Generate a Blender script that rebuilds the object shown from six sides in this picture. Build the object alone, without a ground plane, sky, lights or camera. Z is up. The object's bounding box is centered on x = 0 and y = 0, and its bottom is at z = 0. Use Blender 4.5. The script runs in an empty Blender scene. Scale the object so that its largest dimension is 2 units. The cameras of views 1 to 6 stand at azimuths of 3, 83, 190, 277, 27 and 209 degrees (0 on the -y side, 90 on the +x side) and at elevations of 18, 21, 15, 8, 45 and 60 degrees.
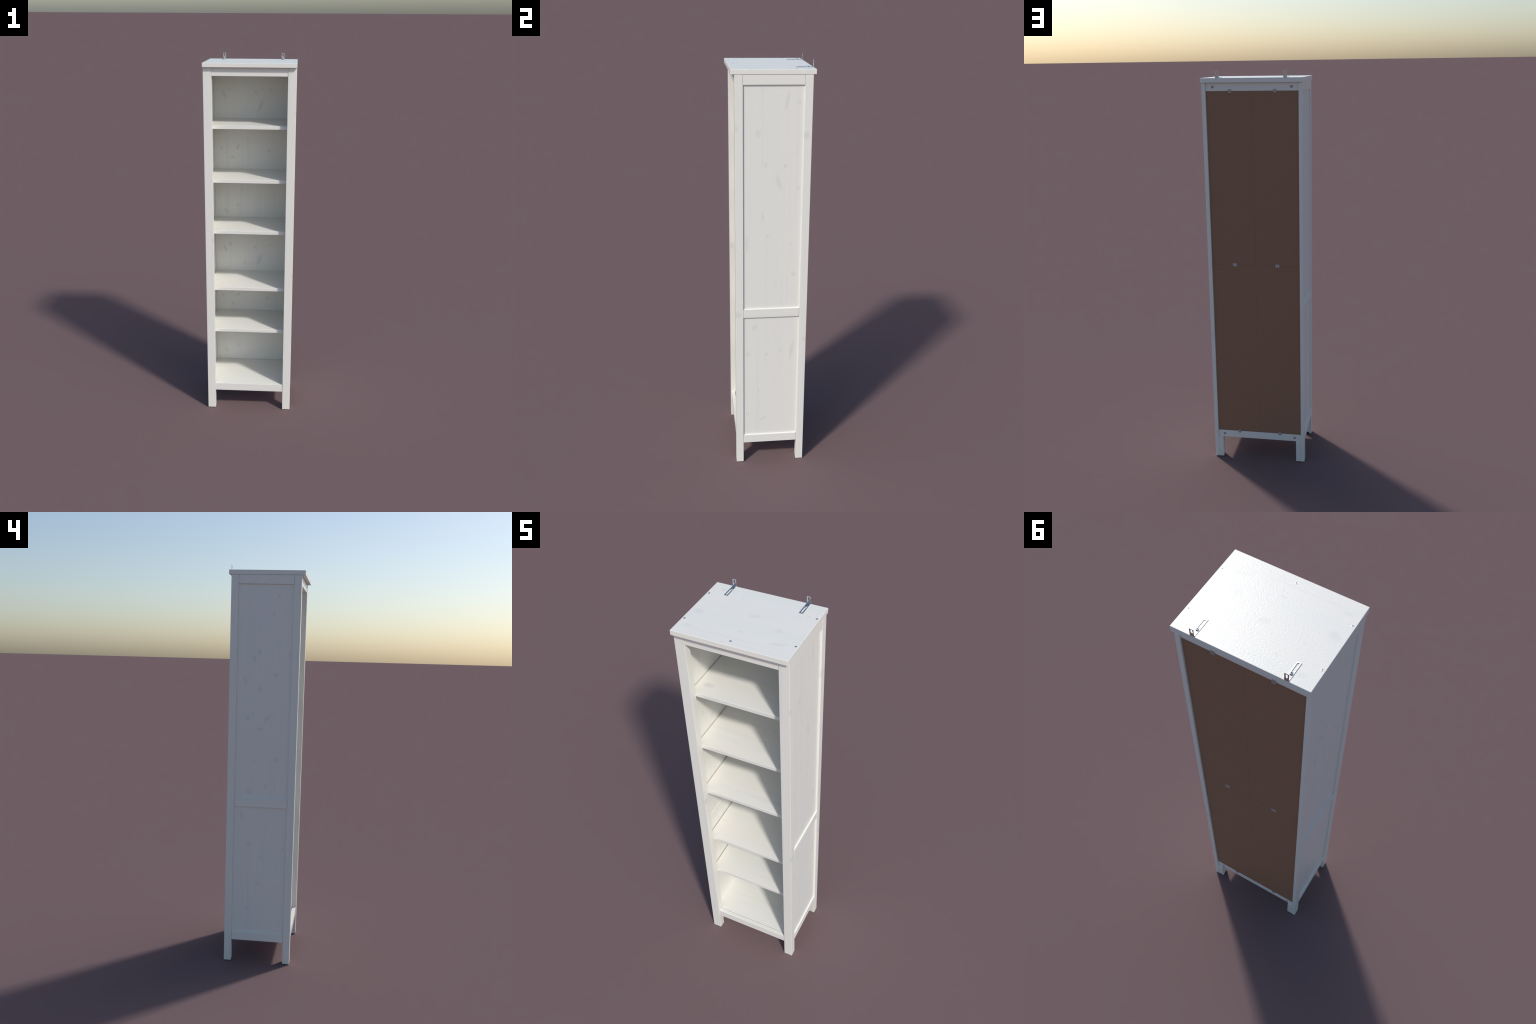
"""A tall, narrow, white-stained pine bookcase with five shelves, a brown
hardboard back and two steel wall brackets on its top board."""
import bpy, bmesh, math
from mathutils import Vector, Matrix

# ------------------------------------------------------------------ sizes (m)
TOP_X, TOP_Y, TOP_Z0, TOP_Z1 = 0.2403, 0.1844, 1.9464, 1.9680
LEG_X = 0.2388                  # outer face of the legs
STILE_IN = 0.2205               # inner face of the outer (side) board of a leg
LEG_IN = 0.1948                 # inner face of a leg seen from the front
FRONT_Y, FRONT_LEG_BACK = -0.1672, -0.1315
REAR_LEG_FRONT, REAR_Y = 0.1363, 0.1722
RAIL_X = (0.2222, 0.2383)       # side rails sit just inside the leg faces
PANEL_X = (0.2238, 0.2318)      # thin side panel set in a groove
SIDE_RAIL_Z = ((0.1130, 0.1570), (0.8130, 0.8570), (1.9026, 1.9461))
SHELF_Z = (1.6475, 1.3598, 1.0748, 0.7437, 0.4896)   # top faces
SHELF_T = 0.0183
SHELF_X = 0.2200
BACK_Y = (0.1622, 0.1632, 0.1650)   # white face, board front, board back
BACK_Z = (0.1510, 1.0645, 1.9080)
FLOOR_Z = 0.1563

# ------------------------------------------------------------- node utilities
class Tree:
    def __init__(self, tree):
        self.t = tree
    def node(self, kind, **props):
        n = self.t.nodes.new(kind)
        for k, v in props.items():
            setattr(n, k, v)
        return n
    def link(self, a, b):
        self.t.links.new(a, b)
    def put(self, socket, value):
        if isinstance(value, bpy.types.NodeSocket):
            self.link(value, socket)
        else:
            socket.default_value = value
    def math(self, op, a, b=None, clamp=False):
        n = self.node('ShaderNodeMath', operation=op, use_clamp=clamp)
        self.put(n.inputs[0], a)
        if b is not None:
            self.put(n.inputs[1], b)
        return n.outputs[0]
    def ramp(self, value, lo, hi, out0=0.0, out1=1.0, smooth=True):
        n = self.node('ShaderNodeMapRange',
                      interpolation_type='SMOOTHSTEP' if smooth else 'LINEAR')
        for s, v in zip(n.inputs, (value, lo, hi, out0, out1)):
            self.put(s, v)
        return n.outputs[0]
    def mix(self, fac, a, b):
        n = self.node('ShaderNodeMix', data_type='RGBA')
        self.put(n.inputs['Factor'], fac)
        self.put(n.inputs['A'], a)
        self.put(n.inputs['B'], b)
        return n.outputs['Result']
    def vec(self, op, a, b):
        n = self.node('ShaderNodeVectorMath', operation=op)
        self.put(n.inputs[0], a)
        self.put(n.inputs[1], b)
        return n.outputs[0]
    def combine(self, x, y, z):
        n = self.node('ShaderNodeCombineXYZ')
        for s, v in zip(n.inputs, (x, y, z)):
            self.put(s, v)
        return n.outputs[0]
    def noise(self, vector, scale, detail=2.0, rough=0.5, distortion=0.0):
        n = self.node('ShaderNodeTexNoise')
        self.put(n.inputs['Vector'], vector)
        n.inputs['Scale'].default_value = scale
        n.inputs['Detail'].default_value = detail
        n.inputs['Roughness'].default_value = rough
        n.inputs['Distortion'].default_value = distortion
        return n.outputs['Fac']


def knot_group():
    """One knot: a soft ellipse with a faint ring and a darker heart."""
    g = bpy.data.node_groups.new('knot', 'ShaderNodeTree')
    for name, kind in (('Grain', 'NodeSocketVector'), ('Center', 'NodeSocketVector'),
                       ('Size', 'NodeSocketVector'), ('Turn', 'NodeSocketFloat')):
        g.interface.new_socket(name, in_out='INPUT', socket_type=kind)
    g.interface.new_socket('Mask', in_out='OUTPUT', socket_type='NodeSocketFloat')
    t = Tree(g)
    i, o = t.node('NodeGroupInput'), t.node('NodeGroupOutput')
    d = t.vec('SUBTRACT', i.outputs['Grain'], i.outputs['Center'])
    r = t.node('ShaderNodeVectorRotate', rotation_type='Z_AXIS')
    t.link(d, r.inputs['Vector'])
    t.link(i.outputs['Turn'], r.inputs['Angle'])
    d = t.vec('MULTIPLY', t.vec('DIVIDE', r.outputs[0], i.outputs['Size']), (1, 1, 0))
    wob = t.node('ShaderNodeTexNoise')
    t.link(i.outputs['Grain'], wob.inputs['Vector'])
    wob.inputs['Scale'].default_value = 55
    wob.inputs['Detail'].default_value = 2
    d = t.vec('ADD', d, t.vec('MULTIPLY', t.vec('SUBTRACT', wob.outputs['Color'], (.5, .5, .5)), (.9, .9, 0)))
    ln = t.node('ShaderNodeVectorMath', operation='LENGTH')
    t.link(d, ln.inputs[0])
    dist = ln.outputs['Value']
    body = t.ramp(dist, 0.25, 1.45, 1.0, 0.0)
    heart = t.ramp(dist, 0.15, 0.75, 1.0, 0.0)
    ring = t.math('MULTIPLY', t.ramp(dist, 0.45, 0.72, 0, 1), t.ramp(dist, 0.72, 1.0, 1, 0))
    m = t.math('ADD', t.math('MULTIPLY', body, 0.42), t.math('MULTIPLY', heart, 0.30))
    m = t.math('ADD', m, t.math('MULTIPLY', ring, 0.22))
    t.link(m, o.inputs['Mask'])
    return g

KNOT = knot_group()

WHITE_COOL = (0.838, 0.844, 0.790, 1)
WHITE_WARM = (0.858, 0.842, 0.784, 1)
KNOT_GREY = (0.610, 0.640, 0.625, 1)


def stained_wood(name, grain, across, knots=(), knot_period=0.0, lamella=0.0,
                 random_knots=0.0, knot_strength=1.0, seed=0.0, gloss_bump=0.10):
    """White-stained pine. grain / across: axis index (0..2) of the fibre and of
    the width; knots: (along, across, length, width, turn) in object metres."""
    m = bpy.data.materials.new(name)
    m.use_nodes = True
    t = Tree(m.node_tree)
    m.node_tree.nodes.clear()
    out = t.node('ShaderNodeOutputMaterial')
    bsdf = t.node('ShaderNodeBsdfPrincipled')
    t.link(bsdf.outputs[0], out.inputs[0])
    co = t.node('ShaderNodeTexCoord')
    sep = t.node('ShaderNodeSeparateXYZ')
    t.link(co.outputs['Object'], sep.inputs[0])
    third = 3 - grain - across
    u, v, w = sep.outputs[grain], sep.outputs[across], sep.outputs[third]
    info = t.node('ShaderNodeObjectInfo')
    shift = t.math('ADD', t.math('MULTIPLY', info.outputs['Random'], 13.7), seed)

    # streaks along the fibre, and broad cloudy differences in the stain
    wander = t.math('MULTIPLY', t.noise(t.combine(u, v, shift), 4.0, 2), 0.012)
    vv = t.math('ADD', v, wander)
    streak = t.noise(t.combine(t.math('MULTIPLY', u, 1.1), t.math('MULTIPLY', vv, 42.0),
                               t.math('ADD', t.math('MULTIPLY', w, 42.0), shift)), 1.0, 4, 0.6)
    fibre = t.noise(t.combine(t.math('MULTIPLY', u, 14.0), t.math('MULTIPLY', vv, 420.0),
                              t.math('ADD', t.math('MULTIPLY', w, 420.0), shift)), 1.0, 2, 0.6)
    cloud = t.noise(t.combine(t.math('MULTIPLY', u, 2.2), t.math('MULTIPLY', v, 11.0), shift), 1.0, 3, 0.55)
    tone = t.math('ADD', t.math('MULTIPLY', streak, 0.55), t.math('MULTIPLY', cloud, 0.45))
    if lamella:
        cell = t.math('FLOOR', t.math('DIVIDE', t.math('ADD', v, 0.013), lamella))
        wn = t.node('ShaderNodeTexWhiteNoise', noise_dimensions='2D')
        t.link(t.combine(cell, shift, 0.0), wn.inputs['Vector'])
        tone = t.math('ADD', tone, t.math('MULTIPLY', t.math('SUBTRACT', wn.outputs['Value'], 0.5), 0.38))
    col = t.mix(t.ramp(tone, 0.30, 0.72), WHITE_WARM, WHITE_COOL)
    dark = t.math('ADD', t.math('MULTIPLY', t.ramp(streak, 0.52, 0.75), 0.17),
                  t.math('MULTIPLY', t.ramp(fibre, 0.5, 0.8), 0.14))

    # knots
    mask = None
    if knots:
        uk = u
        if knot_period:
            uk = t.math('FLOORED_MODULO', u, knot_period)
        gv = t.combine(uk, v, 0.0)
        for ku, kv, ks, kw, turn in knots:
            n = t.node('ShaderNodeGroup')
            n.node_tree = KNOT
            t.link(gv, n.inputs['Grain'])
            n.inputs['Center'].default_value = (ku % knot_period if knot_period else ku, kv, 0)
            n.inputs['Size'].default_value = (ks * .56, kw * .56, 1)
            n.inputs['Turn'].default_value = math.radians(turn)
            mask = n.outputs[0] if mask is None else t.math('MAXIMUM', mask, n.outputs[0])
    if random_knots:
        vo = t.node('ShaderNodeTexVoronoi', voronoi_dimensions='3D', feature='F1')
        wob = t.node('ShaderNodeTexNoise')
        t.link(co.outputs['Object'], wob.inputs['Vector'])
        wob.inputs['Scale'].default_value = 60
        cells = t.combine(t.math('ADD', t.math('MULTIPLY', u, 9.0), shift),
                          t.math('MULTIPLY', v, 15.0), t.math('MULTIPLY', w, 9.0))
        t.link(t.vec('ADD', cells, t.vec('MULTIPLY', wob.outputs['Color'], (.16, .10, .05))), vo.inputs['Vector'])
        vo.inputs['Scale'].default_value = 1.0
        sc = t.node('ShaderNodeSeparateColor')
        t.link(vo.outputs['Color'], sc.inputs[0])
        size = t.ramp(sc.outputs[1], 0.0, 1.0, 0.12, 0.30, smooth=False)
        rel = t.math('DIVIDE', vo.outputs['Distance'], size)
        spot = t.math('ADD', t.math('MULTIPLY', t.ramp(rel, 0.5, 1.2, 1, 0), 0.5),
                      t.math('MULTIPLY', t.ramp(rel, 0.1, 0.7, 1, 0), 0.3))
        spot = t.math('MULTIPLY', spot, t.ramp(sc.outputs[0], 1 - random_knots, 1.02 - random_knots))
        mask = spot if mask is None else t.math('MAXIMUM', mask, spot)
    if mask is not None:
        dark = t.math('ADD', dark, t.math('MULTIPLY', mask, knot_strength))
    col = t.mix(t.math('MINIMUM', dark, 1.0), col, KNOT_GREY)
    t.link(col, bsdf.inputs['Base Color'])
    bsdf.inputs['Roughness'].default_value = 0.33
    bsdf.inputs['Specular IOR Level'].default_value = 0.5
    grainy = t.noise(t.combine(t.math('MULTIPLY', u, 60.0), t.math('MULTIPLY', v, 190.0),
                               t.math('MULTIPLY', w, 190.0)), 1.0, 3, 0.6)
    b = t.node('ShaderNodeBump')
    b.inputs['Strength'].default_value = gloss_bump
    b.inputs['Distance'].default_value = 0.001
    mottle = t.noise(co.outputs['Object'], 170.0, 2, 0.6)
    t.link(t.math('ADD', t.math('MULTIPLY', grainy, 0.5), mottle), b.inputs['Height'])
    t.link(b.outputs[0], bsdf.inputs['Normal'])
    return m


def steel(name, color, rough):
    m = bpy.data.materials.new(name)
    m.use_nodes = True
    t = Tree(m.node_tree)
    bsdf = m.node_tree.nodes['Principled BSDF']
    co = t.node('ShaderNodeTexCoord')
    n = t.noise(co.outputs['Object'], 260, 3, 0.6)
    t.link(t.mix(n, tuple(c * .86 for c in color) + (1,), tuple(color) + (1,)), bsdf.inputs['Base Color'])
    bsdf.inputs['Metallic'].default_value = 1.0
    t.link(t.ramp(n, .3, .7, rough * .8, rough * 1.2), bsdf.inputs['Roughness'])
    return m


def hardboard(name):
    m = bpy.data.materials.new(name)
    m.use_nodes = True
    t = Tree(m.node_tree)
    bsdf = m.node_tree.nodes['Principled BSDF']
    co = t.node('ShaderNodeTexCoord')
    fleck = t.noise(co.outputs['Object'], 190, 4, 0.7)
    fibre = t.noise(t.vec('MULTIPLY', co.outputs['Object'], (1.0, 1.0, 0.45)), 620, 3, 0.7)
    patch = t.noise(co.outputs['Object'], 9, 3, 0.55)
    f = t.math('ADD', t.math('MULTIPLY', fleck, .55), t.math('MULTIPLY', fibre, .45))
    col = t.mix(t.ramp(f, .34, .66), (0.248, 0.133, 0.080, 1), (0.376, 0.210, 0.134, 1))
    col = t.mix(t.math('MULTIPLY', t.ramp(patch, .35, .7), .35), col, (0.300, 0.186, 0.116, 1))
    t.link(col, bsdf.inputs['Base Color'])
    bsdf.inputs['Roughness'].default_value = 0.62
    bsdf.inputs['Specular IOR Level'].default_value = 0.35
    b = t.node('ShaderNodeBump')
    b.inputs['Strength'].default_value = 0.25
    b.inputs['Distance'].default_value = 0.0006
    t.link(f, b.inputs['Height'])
    t.link(b.outputs[0], bsdf.inputs['Normal'])
    return m


def plastic(name, color, rough):
    m = bpy.data.materials.new(name)
    m.use_nodes = True
    t = Tree(m.node_tree)
    bsdf = m.node_tree.nodes['Principled BSDF']
    co = t.node('ShaderNodeTexCoord')
    n = t.noise(co.outputs['Object'], 300, 2)
    t.link(t.mix(n, tuple(c * .9 for c in color) + (1,), tuple(color) + (1,)), bsdf.inputs['Base Color'])
    bsdf.inputs['Roughness'].default_value = rough
    return m

# ---------------------------------------------------------------- mesh helpers
ROOT = bpy.data.objects.new('bookcase', None)
ROOT['label'] = 'tall narrow white-stained pine bookcase with five shelves'
ROOT['category'] = 'bookcase'
bpy.context.scene.collection.objects.link(ROOT)


def add_box(bm, x, y, z, bevel=0.0012, segments=2):
    """Box between the pairs x, y, z with softly rounded edges."""
    part = bmesh.new()
    bmesh.ops.create_cube(part, size=1.0)
    for vtx in part.verts:
        vtx.co = Vector([(a + b) / 2 + c * abs(b - a)
                         for (a, b), c in zip((x, y, z), vtx.co)])
    if bevel:
        bmesh.ops.bevel(part, geom=part.edges[:], offset=bevel, segments=segments,
                        profile=0.5, affect='EDGES')
    bmesh.ops.recalc_face_normals(part, faces=part.faces[:])
    tmp = bpy.data.meshes.new('tmp')
    part.to_mesh(tmp)
    bm.from_mesh(tmp)
    bpy.data.meshes.remove(tmp)
    part.free()


def finish(name, bm, material, origin=(0, 0, 0), parent=None, smooth_angle=12):
    bmesh.ops.translate(bm, verts=bm.verts[:], vec=-Vector(origin))
    me = bpy.data.meshes.new(name)
    bm.to_mesh(me)
    bm.free()
    me.materials.append(material)
    for p in me.polygons:
        p.use_smooth = True
    me.set_sharp_from_angle(angle=math.radians(smooth_angle))
    return place(name, me, origin, parent)


def place(name, me, loc, parent=None, rot=(0, 0, 0)):
    ob = bpy.data.objects.new(name, me)
    bpy.context.scene.collection.objects.link(ob)
    ob.parent = parent or ROOT
    ob.location = Vector(loc) - (parent.location if parent else Vector())
    ob.rotation_euler = rot
    return ob


def board(name, x, y, z, material, bevel=0.0012):
    """One plank; its origin is its centre in x, y and the floor in z."""
    bm = bmesh.new()
    add_box(bm, x, y, z, bevel)
    return finish(name, bm, material, ((x[0] + x[1]) / 2, (y[0] + y[1]) / 2, (z[0] + z[1]) / 2))


def prism(outline, axis, lo, hi, bm, bevel=0.001):
    """Extrude a polygon (list of 2D points) along an axis from lo to hi."""
    part = bmesh.new()
    def co(p, h):
        c = list(p)
        c.insert(axis, h)
        return c
    a = [part.verts.new(co(p, lo)) for p in outline]
    b = [part.verts.new(co(p, hi)) for p in outline]
    part.faces.new(a)
    part.faces.new(b)
    for i in range(len(a)):
        j = (i + 1) % len(a)
        part.faces.new((a[i], a[j], b[j], b[i]))
    bmesh.ops.recalc_face_normals(part, faces=part.faces[:])
    if bevel:
        bmesh.ops.bevel(part, geom=part.edges[:], offset=bevel, segments=2, profile=.5, affect='EDGES')
    tmp = bpy.data.meshes.new('tmp')
    part.to_mesh(tmp)
    bm.from_mesh(tmp)
    bpy.data.meshes.remove(tmp)
    part.free()


def lathe(profile, bm, axis='z', steps=24, center=(0, 0, 0)):
    """Turn a (radius, height) profile; axis 'z' up or 'y' pointing to +y."""
    rings = []
    for r, h in profile:
        ring = []
        for k in range(steps):
            a = 2 * math.pi * k / steps
            p = (r * math.cos(a), r * math.sin(a), h) if axis == 'z' else (r * math.cos(a), h, -r * math.sin(a))
            ring.append(bm.verts.new(Vector(p) + Vector(center)))
        rings.append(ring)
    for lo, hi in zip(rings, rings[1:]):
        for k in range(steps):
            j = (k + 1) % steps
            bm.faces.new((lo[k], lo[j], hi[j], hi[k]))
    bm.faces.new(rings[-1])
    bm.faces.new(rings[0][::-1])


def slotted_plate(width, length, thick, slot_w, slot_a, slot_b, edge=0.0006):
    """Flat plate in x (width) / y (0..length) with a round-ended slot."""
    cu = bpy.data.curves.new('plate', 'CURVE')
    cu.dimensions, cu.fill_mode = '2D', 'BOTH'
    cu.extrude, cu.bevel_depth, cu.bevel_resolution = thick / 2 - edge, edge, 1
    cu.offset = -edge
    h, r = width / 2, slot_w / 2
    outer = [(-h, 0), (h, 0), (h, length), (-h, length)]
    slot = []
    for k in range(9):
        a = math.pi * k / 8
        slot.append((r * math.cos(a), slot_b - r + r * math.sin(a)))
    for k in range(9):
        a = math.pi + math.pi * k / 8
        slot.append((r * math.cos(a), slot_a + r + r * math.sin(a)))
    for pts in (outer, slot):
        sp = cu.splines.new('POLY')
        sp.points.add(len(pts) - 1)
        for p, (x, y) in zip(sp.points, pts):
            p.co = (x, y, 0, 1)
        sp.use_cyclic_u = True
    ob = bpy.data.objects.new('plate', cu)
    bpy.context.scene.collection.objects.link(ob)
    dg = bpy.context.evaluated_depsgraph_get()
    me = bpy.data.meshes.new_from_object(ob.evaluated_get(dg))
    bpy.data.objects.remove(ob)
    bpy.data.curves.remove(cu)
    return me

# ------------------------------------------------------------------- materials
# knots: (along the grain, across it, length, width, turn in degrees), read in
# world metres and moved to each board's own origin below
def local(knots, along, across):
    return [(a - along, b - across, s, w, r) for a, b, s, w, r in knots]

TOP_KNOTS = [(-.204, -.029, .046, .030, 20), (-.197, -.125, .032, .014, 0), (.008, .023, .044, .024, -15),
             (.136, -.033, .032, .024, 0), (.007, -.088, .026, .012, 10), (.165, -.108, .064, .020, -18),
             (-.186, .145, .026, .018, 0), (-.138, .037, .015, .007, 0), (-.088, .116, .016, .009, 25),
             (.196, .10, .020, .010, 0), (-.030, -.172, .020, .008, 0)]
RIGHT_KNOTS = [(1.826, .116, .016, .014, 0), (1.838, .062, .080, .016, -12), (1.695, -.066, .036, .024, 0),
               (1.555, -.031, .024, .012, 0), (1.548, .058, .028, .014, -35), (1.473, .029, .072, .022, 18),
               (1.447, .117, .018, .014, 0), (1.220, -.020, .018, .016, 0), (1.189, -.114, .072, .014, 0),
               (1.030, .104, .026, .022, -20), (1.176, .090, .014, .008, 0), (1.312, -.042, .050, .012, 0),
               (.760, -.076, .034, .020, -20), (.616, -.109, .028, .022, 25), (.611, -.018, .028, .012, -30),
               (.628, .047, .012, .018, 0), (.633, .104, .100, .018, -8), (.406, -.056, .020, .008, 0),
               (.278, -.110, .020, .018, 0), (.248, -.033, .038, .016, -45), (.501, .120, .012, .008, 0)]
LEFT_KNOTS = [(1.848, -.060, .016, .014, 0), (1.763, -.039, .034, .012, 0), (1.580, .028, .030, .017, -20),
              (1.547, .051, .034, .020, -25), (1.567, -.121, .022, .012, 0), (1.471, -.056, .022, .020, 0),
              (1.443, .095, .046, .018, -20), (1.403, .018, .034, .022, 10), (1.254, .077, .030, .014, -25),
              (1.260, -.018, .040, .018, 35), (1.205, .017, .018, .026, 0), (1.049, .038, .022, .008, 0),
              (1.056, -.070, .018, .024, -25), (.920, -.018, .030, .018, 0), (.888, .064, .040, .018, -40),
              (.766, .096, .034, .020, -15), (.621, .061, .030, .020, 40), (.605, -.116, .020, .013, 0),
              (.559, -.007, .018, .010, 0), (.504, -.085, .014, .010, 0), (.418, .007, .017, .023, -15),
              (.283, .062, .024, .016, 0)]
BACK_KNOTS = [(1.803, -.132, .028, .015, 20), (1.776, -.163, .045, .018, 25), (1.789, .014, .028, .014, 20),
              (1.802, .100, .022, .011, 0), (1.713, .040, .070, .022, -20), (1.693, -.046, .013, .012, 0),
              (1.479, -.180, .024, .012, 22), (1.487, -.087, .032, .016, -30), (1.467, .090, .020, .016, 0),
              (1.418, -.018, .016, .006, 0), (1.147, -.088, .022, .015, 0), (1.113, -.159, .034, .016, 35),
              (1.427, -.118, .014, .024, 0)]

top_wood = stained_wood('stained_pine_top', 0, 1, TOP_KNOTS, lamella=0.074, seed=2.0, gloss_bump=0.30, knot_strength=0.40)
side_mid = sum((REAR_LEG_FRONT, FRONT_LEG_BACK)) / 2
shelf_wood = stained_wood('stained_pine_shelf', 0, 1, random_knots=0.36, knot_strength=0.65, lamella=0.07, seed=5.0)
leg_wood = stained_wood('stained_pine_leg', 2, 0, random_knots=0.42, knot_strength=0.55, seed=9.0)
rail_wood_x = stained_wood('stained_pine_rail', 0, 2, random_knots=0.10, knot_strength=0.7, seed=1.0)
rail_wood_y = stained_wood('stained_pine_cross_rail', 1, 2, random_knots=0.05, knot_strength=0.6, seed=3.0)
brown_board = hardboard('brown_hardboard')
zinc = steel('zinc_plated_steel', (0.62, 0.64, 0.66), 0.24)
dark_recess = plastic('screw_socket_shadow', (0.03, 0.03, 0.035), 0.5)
black = plastic('dark_patch_black', (0.012, 0.012, 0.013), 0.7)
clip_grey = plastic('clip_metal', (0.52, 0.48, 0.50), 0.4)

# -------------------------------------------------------------------- carcass
top = board('top_board', (-TOP_X, TOP_X), (-TOP_Y, TOP_Y), (TOP_Z0, TOP_Z1), top_wood, 0.0014)

for sx in (-1, 1):
    # front leg: one square post from floor to top board
    bm = bmesh.new()
    xo, xs, xi = sx * LEG_X, sx * STILE_IN, sx * LEG_IN
    add_box(bm, sorted((xi, xo)), (FRONT_Y, FRONT_LEG_BACK), (0, TOP_Z0 - .0004), 0.0013)
    leg = finish('leg', bm, leg_wood, ((xi + xo) / 2, (FRONT_Y + FRONT_LEG_BACK) / 2, 0))
    # small black patch low on the back face of the leg
    bm = bmesh.new()
    add_box(bm, sorted((sx * .1960, sx * .2255)), (FRONT_LEG_BACK - .008, FRONT_LEG_BACK + .0004), (.0002, .0088), 0.0003, 1)
    finish('dark_patch', bm, black, (sx * .21, FRONT_LEG_BACK, 0), parent=leg)

    # rear leg: the outer board runs full height; below the back rail an inner block
    bm = bmesh.new()
    add_box(bm, sorted((xs, xo)), (REAR_LEG_FRONT, REAR_Y), (0.0, TOP_Z0 - .0004), 0.0013)
    add_box(bm, sorted((xi, xs - sx * .0004)), (REAR_LEG_FRONT + .001, REAR_Y - .0012), (0.0, 0.1128), 0.0010)
    leg = finish('leg', bm, leg_wood, ((xi + xo) / 2, (REAR_LEG_FRONT + REAR_Y) / 2, 0))
    bm = bmesh.new()
    add_box(bm, sorted((xi - sx * .0004, xi + sx * .008)), (REAR_LEG_FRONT + .003, .1600), (.0002, .0072), 0.0003, 1)
    finish('dark_patch', bm, black, (xi, .15, 0), parent=leg)

    # side rails and the thin panels between them
    for z0, z1 in SIDE_RAIL_Z:
        board('rail', sorted((sx * RAIL_X[0], sx * RAIL_X[1])),
              (FRONT_LEG_BACK + .0008, REAR_LEG_FRONT - .0008), (z0, z1), rail_wood_y, 0.0012)
    knots = RIGHT_KNOTS if sx > 0 else LEFT_KNOTS
    for z0, z1 in ((SIDE_RAIL_Z[0][1], SIDE_RAIL_Z[1][0]), (SIDE_RAIL_Z[1][1], SIDE_RAIL_Z[2][0])):
        zm = (z0 + z1) / 2
        here = [k for k in knots if z0 < k[0] < z1]
        wood = stained_wood('stained_pine_panel', 2, 1, local(here, zm, side_mid), lamella=0.046,
                            seed=4.0 + sx + zm, knot_strength=0.48 if sx > 0 else 0.54)
        board('side_panel', sorted((sx * PANEL_X[0], sx * PANEL_X[1])),
              (FRONT_LEG_BACK + .0002, REAR_LEG_FRONT - .0002), (z0 - .0003, z1 + .0003), wood, 0.0)

# front and back rails
board('rail', (-LEG_IN + .0003, LEG_IN - .0003), (-0.1650, -0.1460), (1.9021, TOP_Z0 - .0004), rail_wood_x)
board('rail', (-LEG_IN + .0003, LEG_IN - .0003), (-0.1645, -0.1452), (0.1133, 0.1570), rail_wood_x)
board('rail', (-STILE_IN + .0004, STILE_IN - .0004), (0.1450, 0.1655), (BACK_Z[2], TOP_Z0 - .0004), rail_wood_x)
board('rail', (-STILE_IN + .0004, STILE_IN - .0004), (0.1600, 0.1660), (0.1130, BACK_Z[0]), rail_wood_x)

# shelves sit behind the front legs, just clear of the side panels
for z in SHELF_Z:
    board('shelf', (-SHELF_X, SHELF_X), (FRONT_LEG_BACK + .0004, BACK_Y[0] - .0006), (z - SHELF_T, z), shelf_wood, 0.0010)

# bottom board, notched round the front legs
bm = bmesh.new()
n_x, n_y, f_y = LEG_IN - .0012, FRONT_LEG_BACK + .0015, -0.1426
prism([(-n_x, f_y), (n_x, f_y), (n_x, n_y), (.2222, n_y), (.2222, .1598), (-.2222, .1598), (-.2222, n_y), (-n_x, n_y)],
      2, FLOOR_Z - .0165, FLOOR_Z, bm, 0.0012)
finish('bottom_board', bm, shelf_wood, (0, 0, FLOOR_Z))

# ----------------------------------------------------------------- back panel
back_wood = stained_wood('stained_pine_back', 2, 0, BACK_KNOTS, knot_period=0.899, lamella=0.062, seed=7.0, knot_strength=0.75)
for z0, z1 in ((BACK_Z[0], BACK_Z[1]), (BACK_Z[1], BACK_Z[2])):
    # brown hardboard, folded for packing: a fine crease runs down the middle
    bm = bmesh.new()
    w = STILE_IN - .0008
    for x0, x1 in ((-w, -.00130), (-.00115, w)):
        add_box(bm, (x0, x1), (BACK_Y[1] + .0003, BACK_Y[2]), (z0 + .0006, z1 - .0006), 0.0003, 1)
    if z1 < 1.5:    # a tongue closes the joint between the two sheets from inside
        add_box(bm, (-w + .001, w - .001), (BACK_Y[1] + .0005, BACK_Y[2] - .0007), (z1 - .006, z1 + .006), 0)
    panel = finish('back_panel', bm, brown_board, (0, BACK_Y[2], (z0 + z1) / 2))
    # the side seen between the shelves is stained white
    bm = bmesh.new()
    add_box(bm, (-w, w), (BACK_Y[0], BACK_Y[1]), (z0 + .0001, z1 - .0001), 0)
    finish('panel_face', bm, back_wood, (0, BACK_Y[0], 0), parent=panel)

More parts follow.
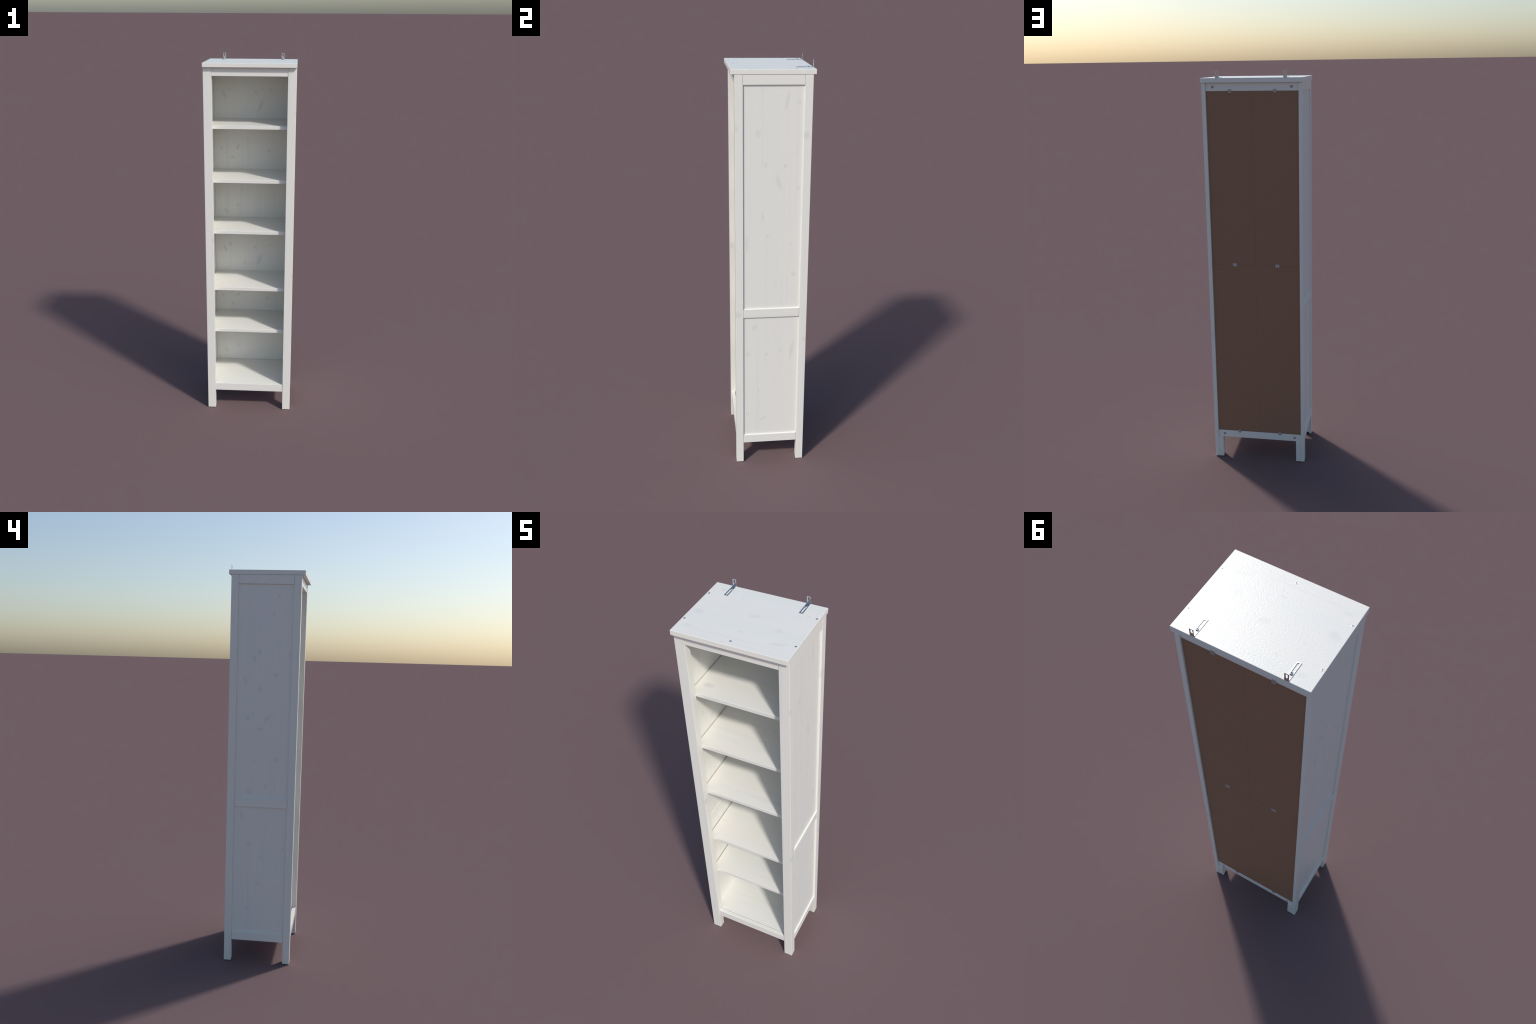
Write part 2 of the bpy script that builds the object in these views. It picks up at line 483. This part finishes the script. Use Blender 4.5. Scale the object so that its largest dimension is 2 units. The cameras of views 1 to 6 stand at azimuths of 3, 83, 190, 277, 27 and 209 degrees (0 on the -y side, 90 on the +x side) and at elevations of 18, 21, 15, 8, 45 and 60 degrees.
# ------------------------------------------------------------------- fittings
def screw_mesh(name, radius, rise, socket, mats):
    """Countersunk or pan head with a hexagon socket, axis +z, seat at z = 0."""
    bm = bmesh.new()
    lathe([(radius, -.0004), (radius, rise * .45), (radius * .86, rise * .9), (radius * .7, rise),
           (socket * 1.05, rise)], bm, steps=24)
    n_head = len(bm.faces)
    top_face = max(bm.faces, key=lambda f: f.calc_center_median().z)
    bm.faces.remove(top_face)
    bm.verts.ensure_lookup_table()
    ring = [v for v in bm.verts if abs(v.co.z - rise) < 1e-7 and v.co.xy.length < socket * 1.1]
    ring.sort(key=lambda v: math.atan2(v.co.y, v.co.x))
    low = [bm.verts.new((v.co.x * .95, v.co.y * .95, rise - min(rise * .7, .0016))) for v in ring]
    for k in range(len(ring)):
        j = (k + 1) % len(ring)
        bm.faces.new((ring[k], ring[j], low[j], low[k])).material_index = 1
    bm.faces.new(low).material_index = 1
    me = bpy.data.meshes.new(name)
    bm.to_mesh(me)
    bm.free()
    for m in mats:
        me.materials.append(m)
    for p in me.polygons:
        p.use_smooth = True
    me.set_sharp_from_angle(angle=math.radians(35))
    return me

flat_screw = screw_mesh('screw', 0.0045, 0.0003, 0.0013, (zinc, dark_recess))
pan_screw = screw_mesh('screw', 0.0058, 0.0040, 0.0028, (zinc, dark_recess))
cam_metal = plastic('cam_metal', (0.43, 0.385, 0.385), 0.4)
cam = screw_mesh('cam_lock', 0.0068, 0.0010, 0.0020, (cam_metal, plastic('cam_socket', (0.24, 0.22, 0.23), 0.5)))

for x, y in ((-.2298, .0982), (-.2298, -.0930), (0, -.1562), (.2298, -.0930), (.2298, .0982)):
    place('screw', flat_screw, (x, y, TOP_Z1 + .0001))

# two wall brackets: slotted foot on the top board, slotted upright at its rear edge
B_W, B_T = 0.0162, 0.0019
foot_plate = slotted_plate(B_W, 0.0768, B_T, 0.0066, 0.0050, 0.0500)
upright = slotted_plate(B_W, 0.0318, B_T, 0.0066, 0.0135, 0.0285)
for sx in (-1, 1):
    bm = bmesh.new()
    bm.from_mesh(foot_plate)
    bmesh.ops.translate(bm, verts=bm.verts[:], vec=(0, 0.1072, TOP_Z1 + B_T / 2 + .0001))
    n = len(bm.verts)
    bm.from_mesh(upright)
    bm.verts.ensure_lookup_table()
    new = bm.verts[n:]
    bmesh.ops.rotate(bm, verts=new, cent=(0, 0, 0), matrix=Matrix.Rotation(math.radians(90), 3, 'X'))
    bmesh.ops.translate(bm, verts=new, vec=(0, TOP_Y - B_T / 2 - .0003, 2.0 - 0.0318))
    # small inner radius of the bend
    yi, zi = TOP_Y - B_T - .0003, TOP_Z1 + B_T
    prism([(yi + .0004, zi - .0004), (yi + .0004, zi + .0026), (yi - .0008, zi + .0008), (yi - .0026, zi - .0004)],
          0, -B_W / 2 + .0004, B_W / 2 - .0004, bm, 0)
    bmesh.ops.translate(bm, verts=bm.verts[:], vec=(sx * .1603, 0, 0))
    br = finish('wall_bracket', bm, zinc, (sx * .1603, .15, TOP_Z1))
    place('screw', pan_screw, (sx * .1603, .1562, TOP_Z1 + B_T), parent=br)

# cam locks near the ends of the back rails
for z in (.1320, 1.9265):
    for sx in (-1, 1):
        place('cam_lock', cam, (sx * .1872, .1656 if z > 1 else .1661, z), rot=(math.radians(-90), 0, 0))

# clips that hold the two hardboard sheets
def clip_mesh(width, height, material):
    bm = bmesh.new()
    add_box(bm, (-width / 2, width / 2), (0, .0014), (-height / 2, height / 2), .0004, 1)
    add_box(bm, (-width / 2 + .002, width / 2 - .002), (.0010, .0024), (-height * .22, height * .22), .0005, 1)
    plate_faces = len(bm.faces)
    lathe([(.0032, .0012), (.0032, .0027), (.0022, .0032)], bm, 'y', 12)
    bm.faces.ensure_lookup_table()
    for f in bm.faces[plate_faces:]:
        f.material_index = 1
    bmesh.ops.recalc_face_normals(bm, faces=bm.faces[:])
    me = bpy.data.meshes.new('panel_clip')
    bm.to_mesh(me)
    bm.free()
    me.materials.append(material)
    me.materials.append(zinc)
    return me

edge_clip, mid_clip = clip_mesh(.0155, .0165, cam_metal), clip_mesh(.0205, .0150, clip_grey)
for sx in (-1, 1):
    place('panel_clip', edge_clip, (sx * .1072 - .0015, .1656, 1.9072))
    place('panel_clip', edge_clip, (sx * .1075 - .0018, .1661, .1512))
    place('panel_clip', mid_clip, (sx * .1070 - .0018, .1651, 1.0650))
